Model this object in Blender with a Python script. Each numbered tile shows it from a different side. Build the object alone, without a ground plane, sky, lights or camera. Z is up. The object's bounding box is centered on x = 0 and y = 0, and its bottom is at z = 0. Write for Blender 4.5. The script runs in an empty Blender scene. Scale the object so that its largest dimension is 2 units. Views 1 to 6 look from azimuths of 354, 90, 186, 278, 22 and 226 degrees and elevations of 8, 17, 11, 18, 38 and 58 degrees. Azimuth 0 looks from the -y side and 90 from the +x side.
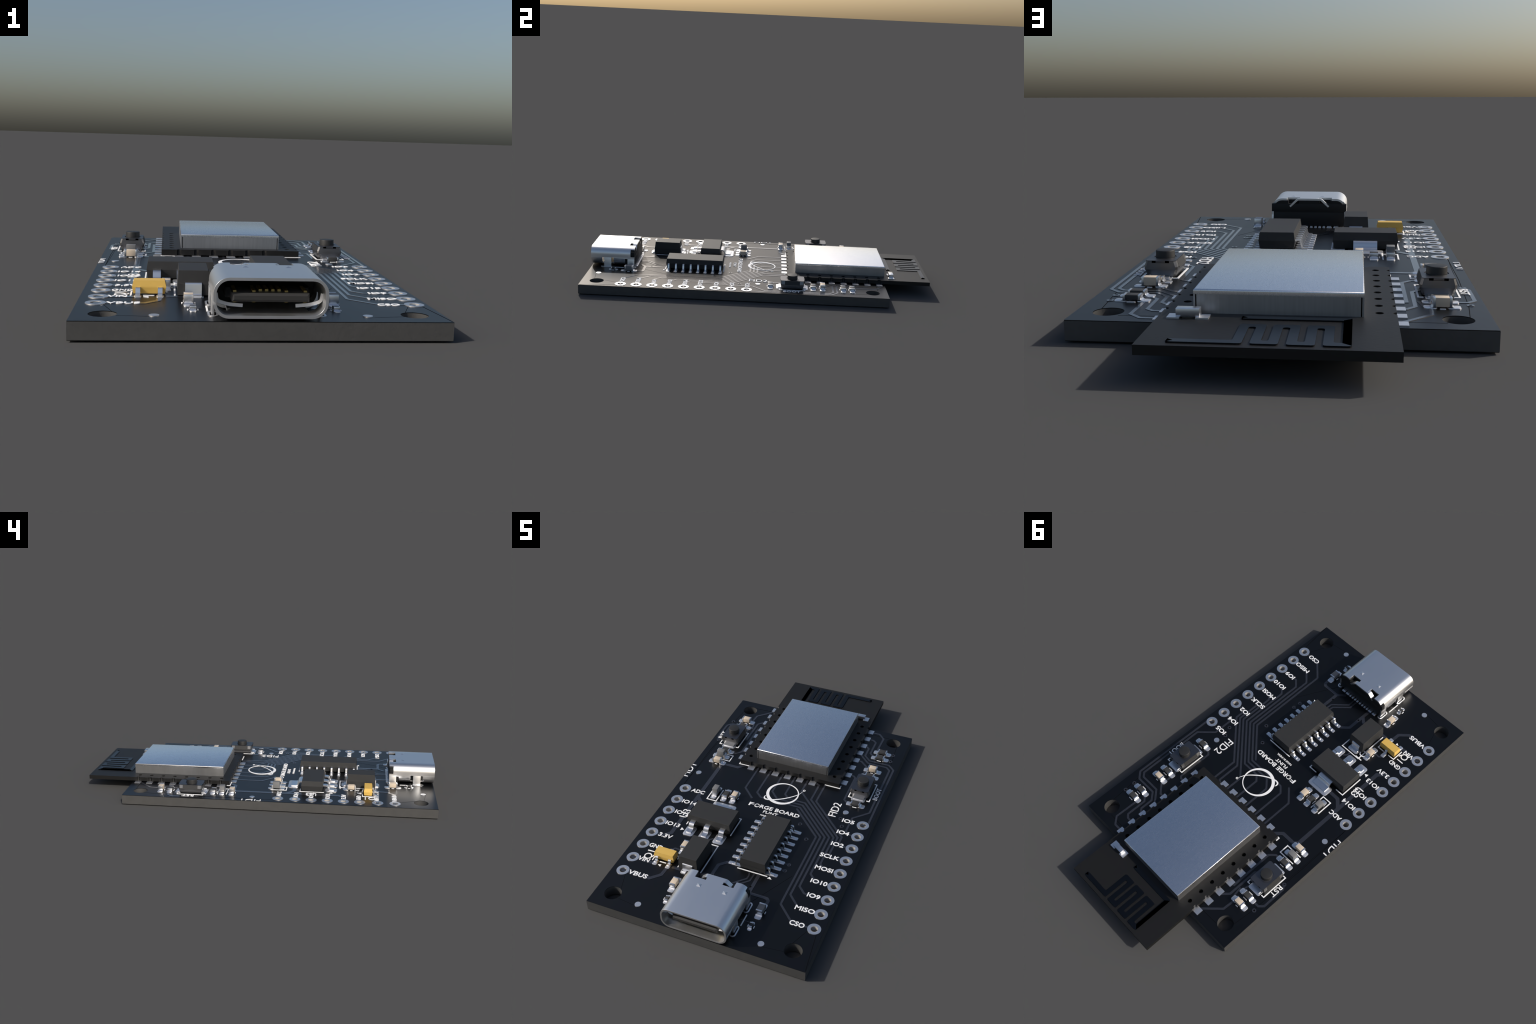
# A black wireless microcontroller board: circuit board with copper tracks, lettering and
# pin holes; radio module with metal shield; usb socket; chips; two push buttons; small chips.
import bpy, bmesh, math
from mathutils import Vector, Matrix

TAU = math.tau
TOP = 0.0550          # upper face of the circuit board
BOT = 0.0032          # lower face of the circuit board
PADZ = TOP + 0.0022   # upper face of a tinned pad
COL = bpy.context.scene.collection

# ------------------------------------------------------------------ materials
def mat(name, base, rough=0.5, metal=0.0, spec=0.5, grain=0.0, grain_scale=(60, 60, 60),
        tint=None, tint_scale=8.0, rough_var=0.0, coat=0.0):
    m = bpy.data.materials.new(name); m.use_nodes = True
    nt = m.node_tree; b = nt.nodes["Principled BSDF"]
    b.inputs["Base Color"].default_value = (*base, 1)
    b.inputs["Roughness"].default_value = rough
    b.inputs["Metallic"].default_value = metal
    b.inputs["Specular IOR Level"].default_value = spec
    b.inputs["Coat Weight"].default_value = coat
    co = nt.nodes.new("ShaderNodeTexCoord")
    if grain or rough_var:
        mp = nt.nodes.new("ShaderNodeMapping"); mp.inputs["Scale"].default_value = grain_scale
        nt.links.new(co.outputs["Object"], mp.inputs["Vector"])
        no = nt.nodes.new("ShaderNodeTexNoise"); no.inputs["Scale"].default_value = 1.0
        no.inputs["Detail"].default_value = 4.0
        nt.links.new(mp.outputs["Vector"], no.inputs["Vector"])
        if grain:
            bu = nt.nodes.new("ShaderNodeBump"); bu.inputs["Strength"].default_value = grain
            bu.inputs["Distance"].default_value = 0.002
            nt.links.new(no.outputs["Fac"], bu.inputs["Height"])
            nt.links.new(bu.outputs["Normal"], b.inputs["Normal"])
        if rough_var:
            mr = nt.nodes.new("ShaderNodeMapRange")
            mr.inputs["To Min"].default_value = rough - rough_var
            mr.inputs["To Max"].default_value = rough + rough_var
            nt.links.new(no.outputs["Fac"], mr.inputs["Value"])
            nt.links.new(mr.outputs["Result"], b.inputs["Roughness"])
    if tint:
        n2 = nt.nodes.new("ShaderNodeTexNoise"); n2.inputs["Scale"].default_value = 1.0 if isinstance(tint_scale, tuple) else tint_scale
        n2.inputs["Detail"].default_value = 5.0
        if isinstance(tint_scale, tuple):      # stretched streaks
            m2 = nt.nodes.new("ShaderNodeMapping"); m2.inputs["Scale"].default_value = tint_scale
            n2.inputs["Scale"].default_value = 1.0
            nt.links.new(co.outputs["Object"], m2.inputs["Vector"])
            nt.links.new(m2.outputs["Vector"], n2.inputs["Vector"])
        else:
            nt.links.new(co.outputs["Object"], n2.inputs["Vector"])
        cr = nt.nodes.new("ShaderNodeValToRGB")
        cr.color_ramp.elements[0].position = 0.35; cr.color_ramp.elements[1].position = 0.65
        cr.color_ramp.elements[0].color = (*base, 1); cr.color_ramp.elements[1].color = (*tint, 1)
        nt.links.new(n2.outputs["Fac"], cr.inputs["Fac"])
        nt.links.new(cr.outputs["Color"], b.inputs["Base Color"])
    return m

M_MASK = mat("black_solder_mask", (0.0012, 0.0015, 0.0021), 0.33, spec=0.46, tint=(0.0020, 0.0024, 0.0032), tint_scale=5)
M_CORE = mat("dark_board_edge", (0.058, 0.057, 0.055), 0.62, grain=0.25, grain_scale=(90, 90, 90),
             tint=(0.064, 0.063, 0.061), tint_scale=30)
M_TRACE = mat("masked_copper", (0.021, 0.022, 0.028), 0.30, spec=0.5, coat=1.0)
M_TRACE.node_tree.nodes["Principled BSDF"].inputs["Coat Roughness"].default_value = 0.12
M_TIN = mat("tinned_pad", (0.82, 0.82, 0.83), 0.42, metal=1.0)
M_SOLDER = mat("solder", (0.82, 0.82, 0.83), 0.30, metal=1.0)
M_INK = mat("white_print", (0.86, 0.86, 0.86), 0.7)
M_SEAM = mat("dark_seam", (0.002, 0.002, 0.0025), 0.9, spec=0.1)
M_RADIO = mat("radio_board_black", (0.0090, 0.0088, 0.0086), 0.50, spec=0.32, grain=0.1, grain_scale=(120, 120, 120))
M_ANT = mat("dark_antenna_mask", (0.0008, 0.0014, 0.0026), 0.28, spec=0.42, grain=0.05, grain_scale=(240, 30, 30))
M_BARREL = mat("pale_hole_wall", (0.42, 0.405, 0.385), 0.5, metal=0.0)  # non-metal, pale warm grey inside the pin holes
M_BLACK = mat("pure_black", (0.0, 0.0, 0.0), 1.0, spec=0.0)
M_SHIELD = mat("brushed_steel", (0.90, 0.90, 0.91), 0.26, metal=1.0, grain=0.035, grain_scale=(520, 30, 60), rough_var=0.05, tint=(0.93, 0.93, 0.94), tint_scale=(420, 16, 40))
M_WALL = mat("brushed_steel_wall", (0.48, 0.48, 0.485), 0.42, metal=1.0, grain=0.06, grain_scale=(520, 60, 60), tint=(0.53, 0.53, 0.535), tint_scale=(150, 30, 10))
M_SHELL = mat("socket_steel", (0.86, 0.86, 0.86), 0.38, metal=1.0, rough_var=0.04, grain_scale=(22, 2, 22))
M_LEAD = mat("plated_lead", (0.82, 0.82, 0.83), 0.28, metal=1.0)
M_CHIP = mat("moulded_black_resin", (0.0265, 0.0265, 0.0265), 0.62, spec=0.4, grain=0.15, grain_scale=(220, 220, 220))
M_HOUSE = mat("black_plastic", (0.012, 0.012, 0.012), 0.55, spec=0.3)
M_TONGUE = mat("dark_plastic", (0.035, 0.034, 0.033), 0.55, spec=0.4)
M_GOLD = mat("gold_contact", (0.83, 0.62, 0.22), 0.32, metal=1.0)
M_YELLOW = mat("yellow_resin", (0.66, 0.42, 0.095), 0.55, spec=0.4, tint=(0.68, 0.435, 0.10), tint_scale=60)
M_BEIGE = mat("beige_ceramic", (0.60, 0.50, 0.385), 0.6, spec=0.4)
M_GREY = mat("grey_ceramic", (0.17, 0.17, 0.17), 0.6, spec=0.4)
M_DARK = mat("resistor_black", (0.040, 0.040, 0.040), 0.6, spec=0.4)
M_PLATE = mat("button_plate_dark_metal", (0.150, 0.150, 0.158), 0.40, metal=1.0)
M_FRAME = mat("button_frame_metal", (0.22, 0.22, 0.225), 0.42, metal=1.0)  # bright metal with its base lowered to bake in dark board reflections
M_BTN = mat("button_cap_black", (0.022, 0.022, 0.022), 0.5, spec=0.4)

# ------------------------------------------------------------------ scene graph helpers
WORLD = {}
def add(name, mesh, material=None, parent=None, at=(0, 0, 0), turn=0.0):
    """Create an object whose mesh is placed at a world position, turned about z, under parent."""
    o = bpy.data.objects.new(name, mesh)
    if material and mesh is not None and not mesh.materials:
        mesh.materials.append(material)
    COL.objects.link(o)
    w = Matrix.Translation(at) @ Matrix.Rotation(turn, 4, 'Z')
    WORLD[o.name] = w
    if parent is not None:
        o.parent = parent
        o.matrix_local = WORLD[parent.name].inverted() @ w
    else:
        o.matrix_local = w
    return o

def finish(bm, name, smooth=None):
    bmesh.ops.recalc_face_normals(bm, faces=bm.faces[:])
    me = bpy.data.meshes.new(name); bm.to_mesh(me); bm.free()
    if smooth:
        for p in me.polygons: p.use_smooth = True
        me.set_sharp_from_angle(angle=math.radians(smooth))
    return me

def b_prism(bm, poly, z0, z1):
    vs = [bm.verts.new((x, y, z0)) for x, y in poly]
    f = bm.faces.new(vs)
    r = bmesh.ops.extrude_face_region(bm, geom=[f])
    for v in r["geom"]:
        if isinstance(v, bmesh.types.BMVert): v.co.z = z1

def prism(name, poly, z0, z1, smooth=None, bevel=0.0):
    bm = bmesh.new(); b_prism(bm, poly, z0, z1)
    if bevel:
        es = [e for e in bm.edges if all(abs(v.co.z - z1) < 1e-6 for v in e.verts)]
        bmesh.ops.bevel(bm, geom=es, offset=bevel, segments=2, profile=0.5, affect='EDGES')
    return finish(bm, name, smooth)

def b_box(bm, x0, x1, y0, y1, z0, z1):
    b_prism(bm, [(x0, y0), (x1, y0), (x1, y1), (x0, y1)], z0, z1)

def box(name, x0, x1, y0, y1, z0, z1, bevel=0.0, seg=2):
    bm = bmesh.new(); b_box(bm, x0, x1, y0, y1, z0, z1)
    if bevel:
        bmesh.ops.bevel(bm, geom=bm.edges[:], offset=bevel, segments=seg, profile=0.5, affect='EDGES')
    return finish(bm, name, 40 if bevel else None)

def circle(cx, cy, r, n=32, a0=0.0, a1=TAU):
    full = abs(a1 - a0 - TAU) < 1e-6
    k = n if full else n + 1
    return [(cx + r * math.cos(a0 + (a1 - a0) * i / n), cy + r * math.sin(a0 + (a1 - a0) * i / n)) for i in range(k)]

def rrect(x0, x1, y0, y1, r, n=5):
    out = []
    for cx, cy, a in ((x1 - r, y1 - r, 0), (x0 + r, y1 - r, 1), (x0 + r, y0 + r, 2), (x1 - r, y0 + r, 3)):
        out += circle(cx, cy, r, n, a * TAU / 4, (a + 1) * TAU / 4)
    return out

def plate(name, outer, holes, z0, z1, smooth=40):
    """A flat slab with holes, filled from closed 2d outlines."""
    cu = bpy.data.curves.new(name, 'CURVE'); cu.dimensions = '2D'; cu.fill_mode = 'BOTH'
    for loop in [outer] + holes:
        s = cu.splines.new('POLY'); s.points.add(len(loop) - 1); s.use_cyclic_u = True
        for p, (x, y) in zip(s.points, loop): p.co = (x, y, 0, 1)
    cu.extrude = (z1 - z0) / 2
    return from_curve(cu, name, Matrix.Translation((0, 0, (z0 + z1) / 2)), smooth)

def from_curve(cu, name, mtx, smooth=None):
    o = bpy.data.objects.new("helper", cu); COL.objects.link(o)
    bpy.context.view_layer.update()
    dg = bpy.context.evaluated_depsgraph_get()
    me = bpy.data.meshes.new_from_object(o.evaluated_get(dg))
    bpy.data.objects.remove(o); bpy.data.curves.remove(cu)
    me.name = name; me.materials.clear()
    bm = bmesh.new(); bm.from_mesh(me)
    bmesh.ops.remove_doubles(bm, verts=bm.verts[:], dist=1e-5)
    bmesh.ops.transform(bm, matrix=mtx, verts=bm.verts[:])
    bmesh.ops.recalc_face_normals(bm, faces=bm.faces[:])
    bm.to_mesh(me); bm.free()
    if smooth:
        for p in me.polygons: p.use_smooth = True
        me.set_sharp_from_angle(angle=math.radians(smooth))
    return me

def strip(pts, w, caps=True):
    """Outline of a mitred band of width w (number or list) along a polyline, with round ends."""
    P = [Vector(p) for p in pts]; n = len(P)
    W = w if isinstance(w, (list, tuple)) else [w] * n
    L, R = [], []
    for i in range(n):
        d0 = (P[i] - P[i - 1]).normalized() if i else None
        d1 = (P[i + 1] - P[i]).normalized() if i < n - 1 else None
        if d0 is None: d0 = d1
        if d1 is None: d1 = d0
        nrm = Vector((-(d0.y + d1.y), d0.x + d1.x)).normalized()
        k = max(0.5, nrm.dot(Vector((-d0.y, d0.x))))
        off = nrm * (W[i] / 2 / k)
        L.append(P[i] + off); R.append(P[i] - off)
    out = [(v.x, v.y) for v in L]
    if caps:
        d = (P[-1] - P[-2]).normalized(); a = math.atan2(d.y, d.x)
        out += circle(P[-1].x, P[-1].y, W[-1] / 2, 6, a + TAU / 4, a - TAU / 4)[1:-1]
    out += [(v.x, v.y) for v in reversed(R)]
    if caps:
        d = (P[0] - P[1]).normalized(); a = math.atan2(d.y, d.x)
        out += circle(P[0].x, P[0].y, W[0] / 2, 6, a + TAU / 4, a - TAU / 4)[1:-1]
    return out

def round_corners(poly, r, n=3):
    """Fillet every sharp corner of a closed outline."""
    out = []; k = len(poly)
    for i in range(k):
        a, p, b = Vector(poly[i - 1]), Vector(poly[i]), Vector(poly[(i + 1) % k])
        u, v = a - p, b - p
        q = min(r, u.length * .45, v.length * .45)
        s, e = p + u.normalized() * q, p + v.normalized() * q
        for j in range(n + 1):
            t = j / n
            w = s * (1 - t) ** 2 + p * 2 * t * (1 - t) + e * t * t
            out.append((w.x, w.y))
    return out

def bent(name, path, thick, width, axis='x', smooth=30):
    """Sheet metal strip: path in the (run, z) plane, extruded across its width."""
    bm = bmesh.new(); b_prism(bm, strip(path, thick, caps=False), -width / 2, width / 2)
    if axis == 'x':   # run along x, width along y
        m = Matrix(((1, 0, 0, 0), (0, 0, 1, 0), (0, 1, 0, 0), (0, 0, 0, 1)))
    else:             # run along y, width along x
        m = Matrix(((0, 0, 1, 0), (1, 0, 0, 0), (0, 1, 0, 0), (0, 0, 0, 1)))
    bmesh.ops.transform(bm, matrix=m, verts=bm.verts[:])
    return finish(bm, name, smooth)

def arc_path(pts, r, n=4):
    """Round the inner corners of a polyline."""
    P = [Vector(p) for p in pts]; out = [P[0]]
    for i in range(1, len(P) - 1):
        a = (P[i - 1] - P[i]); b = (P[i + 1] - P[i])
        k = min(r, a.length * .45, b.length * .45)
        s, e = P[i] + a.normalized() * k, P[i] + b.normalized() * k
        for j in range(n + 1):
            t = j / n
            out.append(s * (1 - t) ** 2 + P[i] * 2 * t * (1 - t) + e * t * t)
    out.append(P[-1]); return [tuple(p) for p in out]

# ------------------------------------------------------------------ the thing
thing = add("microcontroller_board", None)
thing["label"] = "black wireless microcontroller circuit board with silver shield and socket"
thing["category"] = "circuit board"

# ------------------------------------------------------------------ circuit board
HX, Y0, Y1 = 0.5190, -0.9972, 0.7358
MOUNTS = [(-0.4335, -0.911), (0.4335, -0.911), (-0.4335, 0.651), (0.4335, 0.651)]
RIGHT_PINS = [(0.4755, -0.7700 + 0.08835 * i) for i in range(9)]
LEFT_PINS = [(-0.4640, y) for y in (-0.7702, -0.6773, -0.5801, -0.4920, -0.4044, -0.3163, -0.2269, -0.1328)]
PINS = RIGHT_PINS + LEFT_PINS
SLOTS = [(0.0140 + s * 0.1495, y) for s in (-1, 1) for y in (-0.909, -0.765)]
def slot(c, hw, hl): return rrect(c[0] - hw, c[0] + hw, c[1] - hl, c[1] + hl, hw * 0.99, 6)
outline = [(-HX, Y0), (HX, Y0), (HX, Y1), (-HX, Y1)]
holes = [circle(x, y, 0.0390, 48) for x, y in MOUNTS] + [circle(x, y, 0.0165, 24) for x, y in PINS] \
    + [slot(c, 0.0085, 0.026) for c in SLOTS]
board = add("circuit_board", plate("circuit_board", outline, holes, BOT, TOP - 0.0022), M_CORE, thing)
INS = 0.0006
mask_outline = [(-HX + INS, Y0 + INS), (HX - INS, Y0 + INS), (HX - INS, Y1 - INS), (-HX + INS, Y1 - INS)]
mask_holes = [circle(x, y, 0.0393, 48) for x, y in MOUNTS] + [circle(x, y, 0.0168, 24) for x, y in PINS] \
    + [slot(c, 0.0087, 0.0262) for c in SLOTS]
add("solder_mask", plate("solder_mask", mask_outline, mask_holes, TOP - 0.0022, TOP), M_MASK, board)
low = add("solder_mask", plate("solder_mask", mask_outline, mask_holes, BOT - 0.0016, BOT), M_MASK, board)

ring_me = plate("pin_ring", circle(0, 0, 0.0300, 40), [circle(0, 0, 0.0168, 32)], -0.0011, 0.0011)
barrel_me = plate("hole_barrel", circle(0, 0, 0.0164, 32), [circle(0, 0, 0.0152, 32)], 0.0010, TOP + 0.0016)
for x, y in PINS:
    add("hole_barrel", barrel_me, M_BARREL, board, (x, y, 0))
    add("pin_ring", ring_me, M_TIN, board, (x, y, TOP + 0.0011))
    add("pin_ring", ring_me, M_TIN, board, (x, y, 0.0011))
dot_me = prism("alignment_dot", circle(0, 0, 0.0143, 28), 0, 0.0022)
for x, y in ((0.2945, -0.929), (-0.2950, -0.930), (0.368, -0.002), (-0.457, 0.011)):
    add("alignment_dot", dot_me, M_TIN, board, (x, y, TOP))
via_me = plate("via", circle(0, 0, 0.0104, 24), [circle(0, 0, 0.0050, 16)], -0.0007, 0.0007)
viahole_me = prism("via_hole", circle(0, 0, 0.0050, 16), 0, 0.0002)
for x, y in ((0.2515, -0.258), (0.186, -0.168), (0.381, -0.106), (0.358, -0.055), (0.232, -0.4946), (0.236, -0.4515),
             (0.463, 0.540), (0.4635, 0.4834), (-0.484, 0.317), (-0.480, 0.511)):
    add("via", via_me, M_TRACE, board, (x, y, TOP + 0.0007))
    add("via_hole", viahole_me, M_SEAM, board, (x, y, TOP))
for x, y in ((0.1249, -0.6452), (-0.0691, -0.6449)):
    add("via_hole", viahole_me, M_SEAM, board, (x, y, TOP + 0.0014))

LIFT = [0.0]
def track(pts, w=0.0100):
    LIFT[0] += 0.000012            # tracks that cross must not share a plane
    add("copper_track", prism("copper_track", strip(pts, w), TOP - 0.0002, TOP + 0.0010 + LIFT[0]), M_TRACE, board)

# signal bus from the right-hand pins to the front row of the radio module
track([(0.4755, -0.770), (0.3714, -0.770), (0.2895, -0.690), (0.2895, -0.2255), (0.1321, -0.0686)])
track([(0.4755, -0.6817), (0.3690, -0.6817), (0.3095, -0.6222), (0.3090, -0.2180), (0.1423, -0.0523), (-0.0569, -0.0523),
       (-0.0744, -0.0522), (-0.1050, -0.0225), (-0.1045, 0.00), (-0.1045, 0.165)][:8] + [(-0.1050, 0.165)])
track([(0.4755, -0.5933), (0.3640, -0.5933), (0.3292, -0.5585), (0.3292, -0.2115), (0.1488, -0.0315), (0.0077, -0.0315),
       (-0.0350, 0.0120), (-0.0350, 0.165)])
track([(0.4755, -0.5050), (0.3870, -0.5050), (0.3497, -0.4678), (0.3497, -0.2050), (0.1539, -0.0100), (0.0620, -0.0100),
       (0.0340, 0.0180), (0.0340, 0.165)])
track([(0.4755, -0.4166), (0.3960, -0.4166), (0.3698, -0.3900), (0.3698, -0.1983), (0.1048, 0.0672), (0.1048, 0.165)])
track([(0.4755, -0.3283), (0.3960, -0.3283), (0.3880, -0.3203), (0.3880, -0.1912), (0.1726, 0.0265), (0.1726, 0.165)][:4]
      + [(0.1726, 0.0265), (0.1726, 0.1500), (0.1500, 0.1640)])
track([(0.4755, -0.2400), (0.4140, -0.2400), (0.4055, -0.2315), (0.4055, -0.1800), (0.2015, 0.0233), (0.2015, 0.190)])
track([(0.4755, -0.1516), (0.4300, -0.1516), (0.4105, -0.1321), (0.4105, -0.0310), (0.4790, 0.0389), (0.4790, 0.4045),
       (0.4582, 0.4252), (0.3547, 0.4252), (0.2990, 0.4800)])
track([(0.4755, -0.0632), (0.4970, -0.0423), (0.4982, 0.4155), (0.4655, 0.4480), (0.3565, 0.4480), (0.3215, 0.4835),
       (0.3215, 0.5500), (0.3040, 0.5677)])
track([(0.3700, 0.4840), (0.3583, 0.4989), (0.3422, 0.5139), (0.3422, 0.6190), (0.3240, 0.6345), (0.2950, 0.6345)])
track([(0.3696, 0.5450), (0.3720, 0.6690), (0.3391, 0.7032), (0.2950, 0.7032)])
track([(0.3650, 0.3680), (0.3571, 0.3903), (0.3190, 0.4258), (0.2950, 0.4258)])
track([(0.3790, 0.2700), (0.3566, 0.3023), (0.3617, 0.3600)])
track([(0.3650, 0.0702), (0.3448, 0.0769), (0.3295, 0.0910), (0.3289, 0.2789), (0.3170, 0.2905), (0.2950, 0.2905)])
track([(-0.1136, -0.0741), (-0.1762, -0.0110), (-0.1762, 0.165)])
# supply tracks on the left
track([(-0.3560, 0.1305), (-0.3734, 0.1106), (-0.3734, -0.4622), (-0.4025, -0.4920), (-0.4400, -0.4920)], 0.0205)
track([(-0.2600, -0.2000), (-0.2808, -0.2105), (-0.3310, -0.2105), (-0.3750, -0.1666)], 0.0190)
track([(-0.2400, 0.1715), (-0.2598, 0.1518), (-0.2820, 0.1290), (-0.3700, 0.1290)], 0.0180)
track([(-0.3700, 0.2370), (-0.3426, 0.2370), (-0.3168, 0.2638), (-0.3175, 0.4916), (-0.3000, 0.4955)], 0.0110)
track([(-0.3800, 0.3350), (-0.3385, 0.3753), (-0.3379, 0.5370), (-0.3131, 0.5640), (-0.3000, 0.5640)], 0.0110)
track([(-0.3780, 0.5370), (-0.3731, 0.6105), (-0.3012, 0.6832)], 0.0110)
track([(-0.4300, 0.4832), (-0.4776, 0.4832), (-0.4975, 0.4629), (-0.4977, 0.3400), (-0.4860, 0.3210)], 0.0110)
track([(-0.4250, 0.4832), (-0.3500, 0.4832), (-0.3600, 0.5370)], 0.0085)
track([(-0.3700, 0.4400), (-0.3640, 0.4832)], 0.0085)
track([(-0.2810, -0.6700), (-0.2853, -0.7300), (-0.3248, -0.7702), (-0.4640, -0.7702)], 0.0165)
track([(-0.3480, -0.6773), (-0.4640, -0.6773)], 0.0165)
track([(-0.1810, -0.6680), (-0.2560, -0.6680)], 0.0150)
track([(-0.2625, -0.5550), (-0.3052, -0.5506), (-0.3170, -0.5650), (-0.3163, -0.5800)], 0.0085)
track([(0.0000, -0.5384), (-0.0372, -0.5431), (-0.0690, -0.5749), (-0.0700, -0.7300)], 0.0165)
track([(-0.0720, -0.6787), (-0.1011, -0.6514), (-0.1250, -0.6514)], 0.0165)
track([(0.0720, -0.5000), (0.1100, -0.5700), (0.1068, -0.6130), (0.0384, -0.6813), (0.0394, -0.7300)], 0.0080)
track([(0.0720, -0.5000), (0.0907, -0.5869), (0.0890, -0.6059), (0.0207, -0.6750), (0.0225, -0.7300)], 0.0080)
track([(0.2320, -0.7150), (0.2320, -0.6950), (0.2205, -0.6834), (0.1300, -0.6834), (0.0990, -0.7150)], 0.0150)
track([(0.1325, -0.5384), (0.1325, -0.6790)], 0.0165)
track([(-0.1350, -0.4200), (-0.1680, -0.4250), (-0.1812, -0.4400), (-0.1812, -0.4900)], 0.0085)
track([(-0.1298, -0.8386), (-0.1820, -0.8386)], 0.0040)
track([(0.1500, -0.8386), (0.2200, -0.8386)], 0.0040)
track([(0.2320, -0.4946), (0.2000, -0.4946)], 0.0050)
track([(0.2360, -0.4515), (0.2000, -0.4515)], 0.0050)
track([(-0.1950, -0.1480), (-0.1950, -0.1850)], 0.0085)

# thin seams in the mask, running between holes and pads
def seam(pts, w=0.0022):
    add("mask_seam", prism("mask_seam", strip(pts, w, caps=False), TOP - 0.001, TOP + 0.00025), M_SEAM, board)
seam([(-0.4650, -0.1600), (-0.4865, -0.1093), (-0.4858, 0.2067), (-0.4747, 0.5196), (-0.4640, 0.6260)])
seam([(-0.4875, -0.0980), (-0.4820, 0.0460), (-0.4748, 0.3800)], 0.0014)
seam([(-0.3110, 0.6850), (-0.4050, 0.6830)])
seam([(0.4737, 0.4500), (0.4600, 0.6210)]); seam([(0.3992, 0.6840), (0.2940, 0.6840)])
seam([(0.4940, -0.7930), (0.5165, -0.9900)], 0.0026)
seam([(0.2760, -0.5110), (0.1640, -0.7280)], 0.0016)
seam([(-0.4400, -0.7900), (-0.4110, -0.8800)], 0.0016)
seam([(0.4167, -0.8760), (0.4520, -0.7880)], 0.0016)
seam([(0.3080, -0.9410), (0.3990, -0.9300)], 0.0012); seam([(-0.3964, -0.9300), (-0.3080, -0.9410)], 0.0012)

# ---- printed outlines
INK0, INK1 = TOP - 0.0002, TOP + 0.0019
def ink(bm, pts, w=0.0052): b_prism(bm, strip(pts, w), INK0, INK1)
bm = bmesh.new()
for pts in (
    [(0.0230, -0.5585), (0.1691, -0.5585)], [(0.1685, -0.2109), (0.0242, -0.2109)],
    [(-0.0975, -0.3722), (-0.0975, -0.2440), (-0.1413, -0.2440)], [(-0.2892, -0.2440), (-0.3332, -0.2440), (-0.3332, -0.3769)],
    [(-0.1222, -0.6514), (-0.1222, -0.4634), (-0.2367, -0.4634), (-0.2367, -0.6574)],
    [(-0.2615, -0.6119), (-0.2615, -0.5949), (-0.2985, -0.5949)], [(-0.3341, -0.5949), (-0.3692, -0.5949), (-0.3692, -0.6599)],
    [(-0.3303, -0.6570), (-0.3009, -0.6570)],
    [(-0.1486, -0.8078), (-0.1486, -0.8738)], [(0.1762, -0.8692), (0.1762, -0.8062)],
    [(-0.2091, 0.1622), (-0.2862, 0.1622), (-0.2862, 0.1795)], [(0.2014, 0.1645), (0.2804, 0.1645), (0.2804, 0.1859)],
    [(0.3571, 0.1205), (0.3425, 0.1205), (0.3425, 0.2642), (0.3568, 0.2642)],
    [(0.4398, 0.2642), (0.4520, 0.2642), (0.4520, 0.1210), (0.4398, 0.1210)],
    [(-0.4496, 0.2885), (-0.4628, 0.2885), (-0.4628, 0.4335), (-0.4494, 0.4335)],
    [(-0.3640, 0.2890), (-0.3520, 0.2890), (-0.3520, 0.4338), (-0.3640, 0.4338)],
    [(-0.2728, -0.0771), (-0.2728, -0.1658), (-0.3240, -0.1658), (-0.3240, -0.0783)],
    [(-0.4340, 0.1594), (-0.3458, 0.1594), (-0.3458, 0.2106), (-0.4336, 0.2106)]):
    ink(bm, pts)
for tri in ([(0.1745, -0.5690), (0.1960, -0.5690), (0.1825, -0.5560)], [(-0.3264, -0.4191), (-0.3434, -0.4285), (-0.3432, -0.4086)],
            [(-0.3149, -0.6867), (-0.3311, -0.6776), (-0.3154, -0.6727)]):
    b_prism(bm, tri, INK0, INK1)
marks = add("printed_outline", finish(bm, "printed_outline"), M_INK, board); marks["kind"] = "stuff"

# ---- lettering
INKLIFT = [0.00002]
def lettering(text, x0, x1, y0, y1, turn=0, bold=0.012, cut=None):
    """Write text so that it fills the box x0..x1 by y0..y1; turn=1 makes it read towards +y."""
    cu = bpy.data.curves.new("lettering", 'FONT'); cu.body = text; cu.size = 1.0
    cu.offset = bold; cu.extrude = 0.01; cu.resolution_u = 3
    me = from_curve(cu, "lettering", Matrix.Identity(4))
    xs = [v.co.x for v in me.vertices]; ys = [v.co.y for v in me.vertices]
    ax, bx, ay, by = min(xs), max(xs), min(ys), max(ys)
    for v in me.vertices:
        u, w = (v.co.x - ax) / (bx - ax), (v.co.y - ay) / (by - ay)
        z = INK1 if v.co.z > 0 else INK0
        if turn: v.co = (x1 - w * (x1 - x0), y0 + u * (y1 - y0), z)
        else: v.co = (x0 + u * (x1 - x0), y0 + w * (y1 - y0), z)
    if cut is not None:
        bm = bmesh.new(); bm.from_mesh(me)
        bmesh.ops.bisect_plane(bm, geom=bm.verts[:] + bm.edges[:] + bm.faces[:], plane_co=(cut, 0, 0),
                               plane_no=(-1, 0, 0), clear_outer=True)
        bm.to_mesh(me); bm.free()
    INKLIFT[0] += 0.00002
    for v in me.vertices: v.co.z += INKLIFT[0]
    add("lettering", me, M_INK, board)

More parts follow.
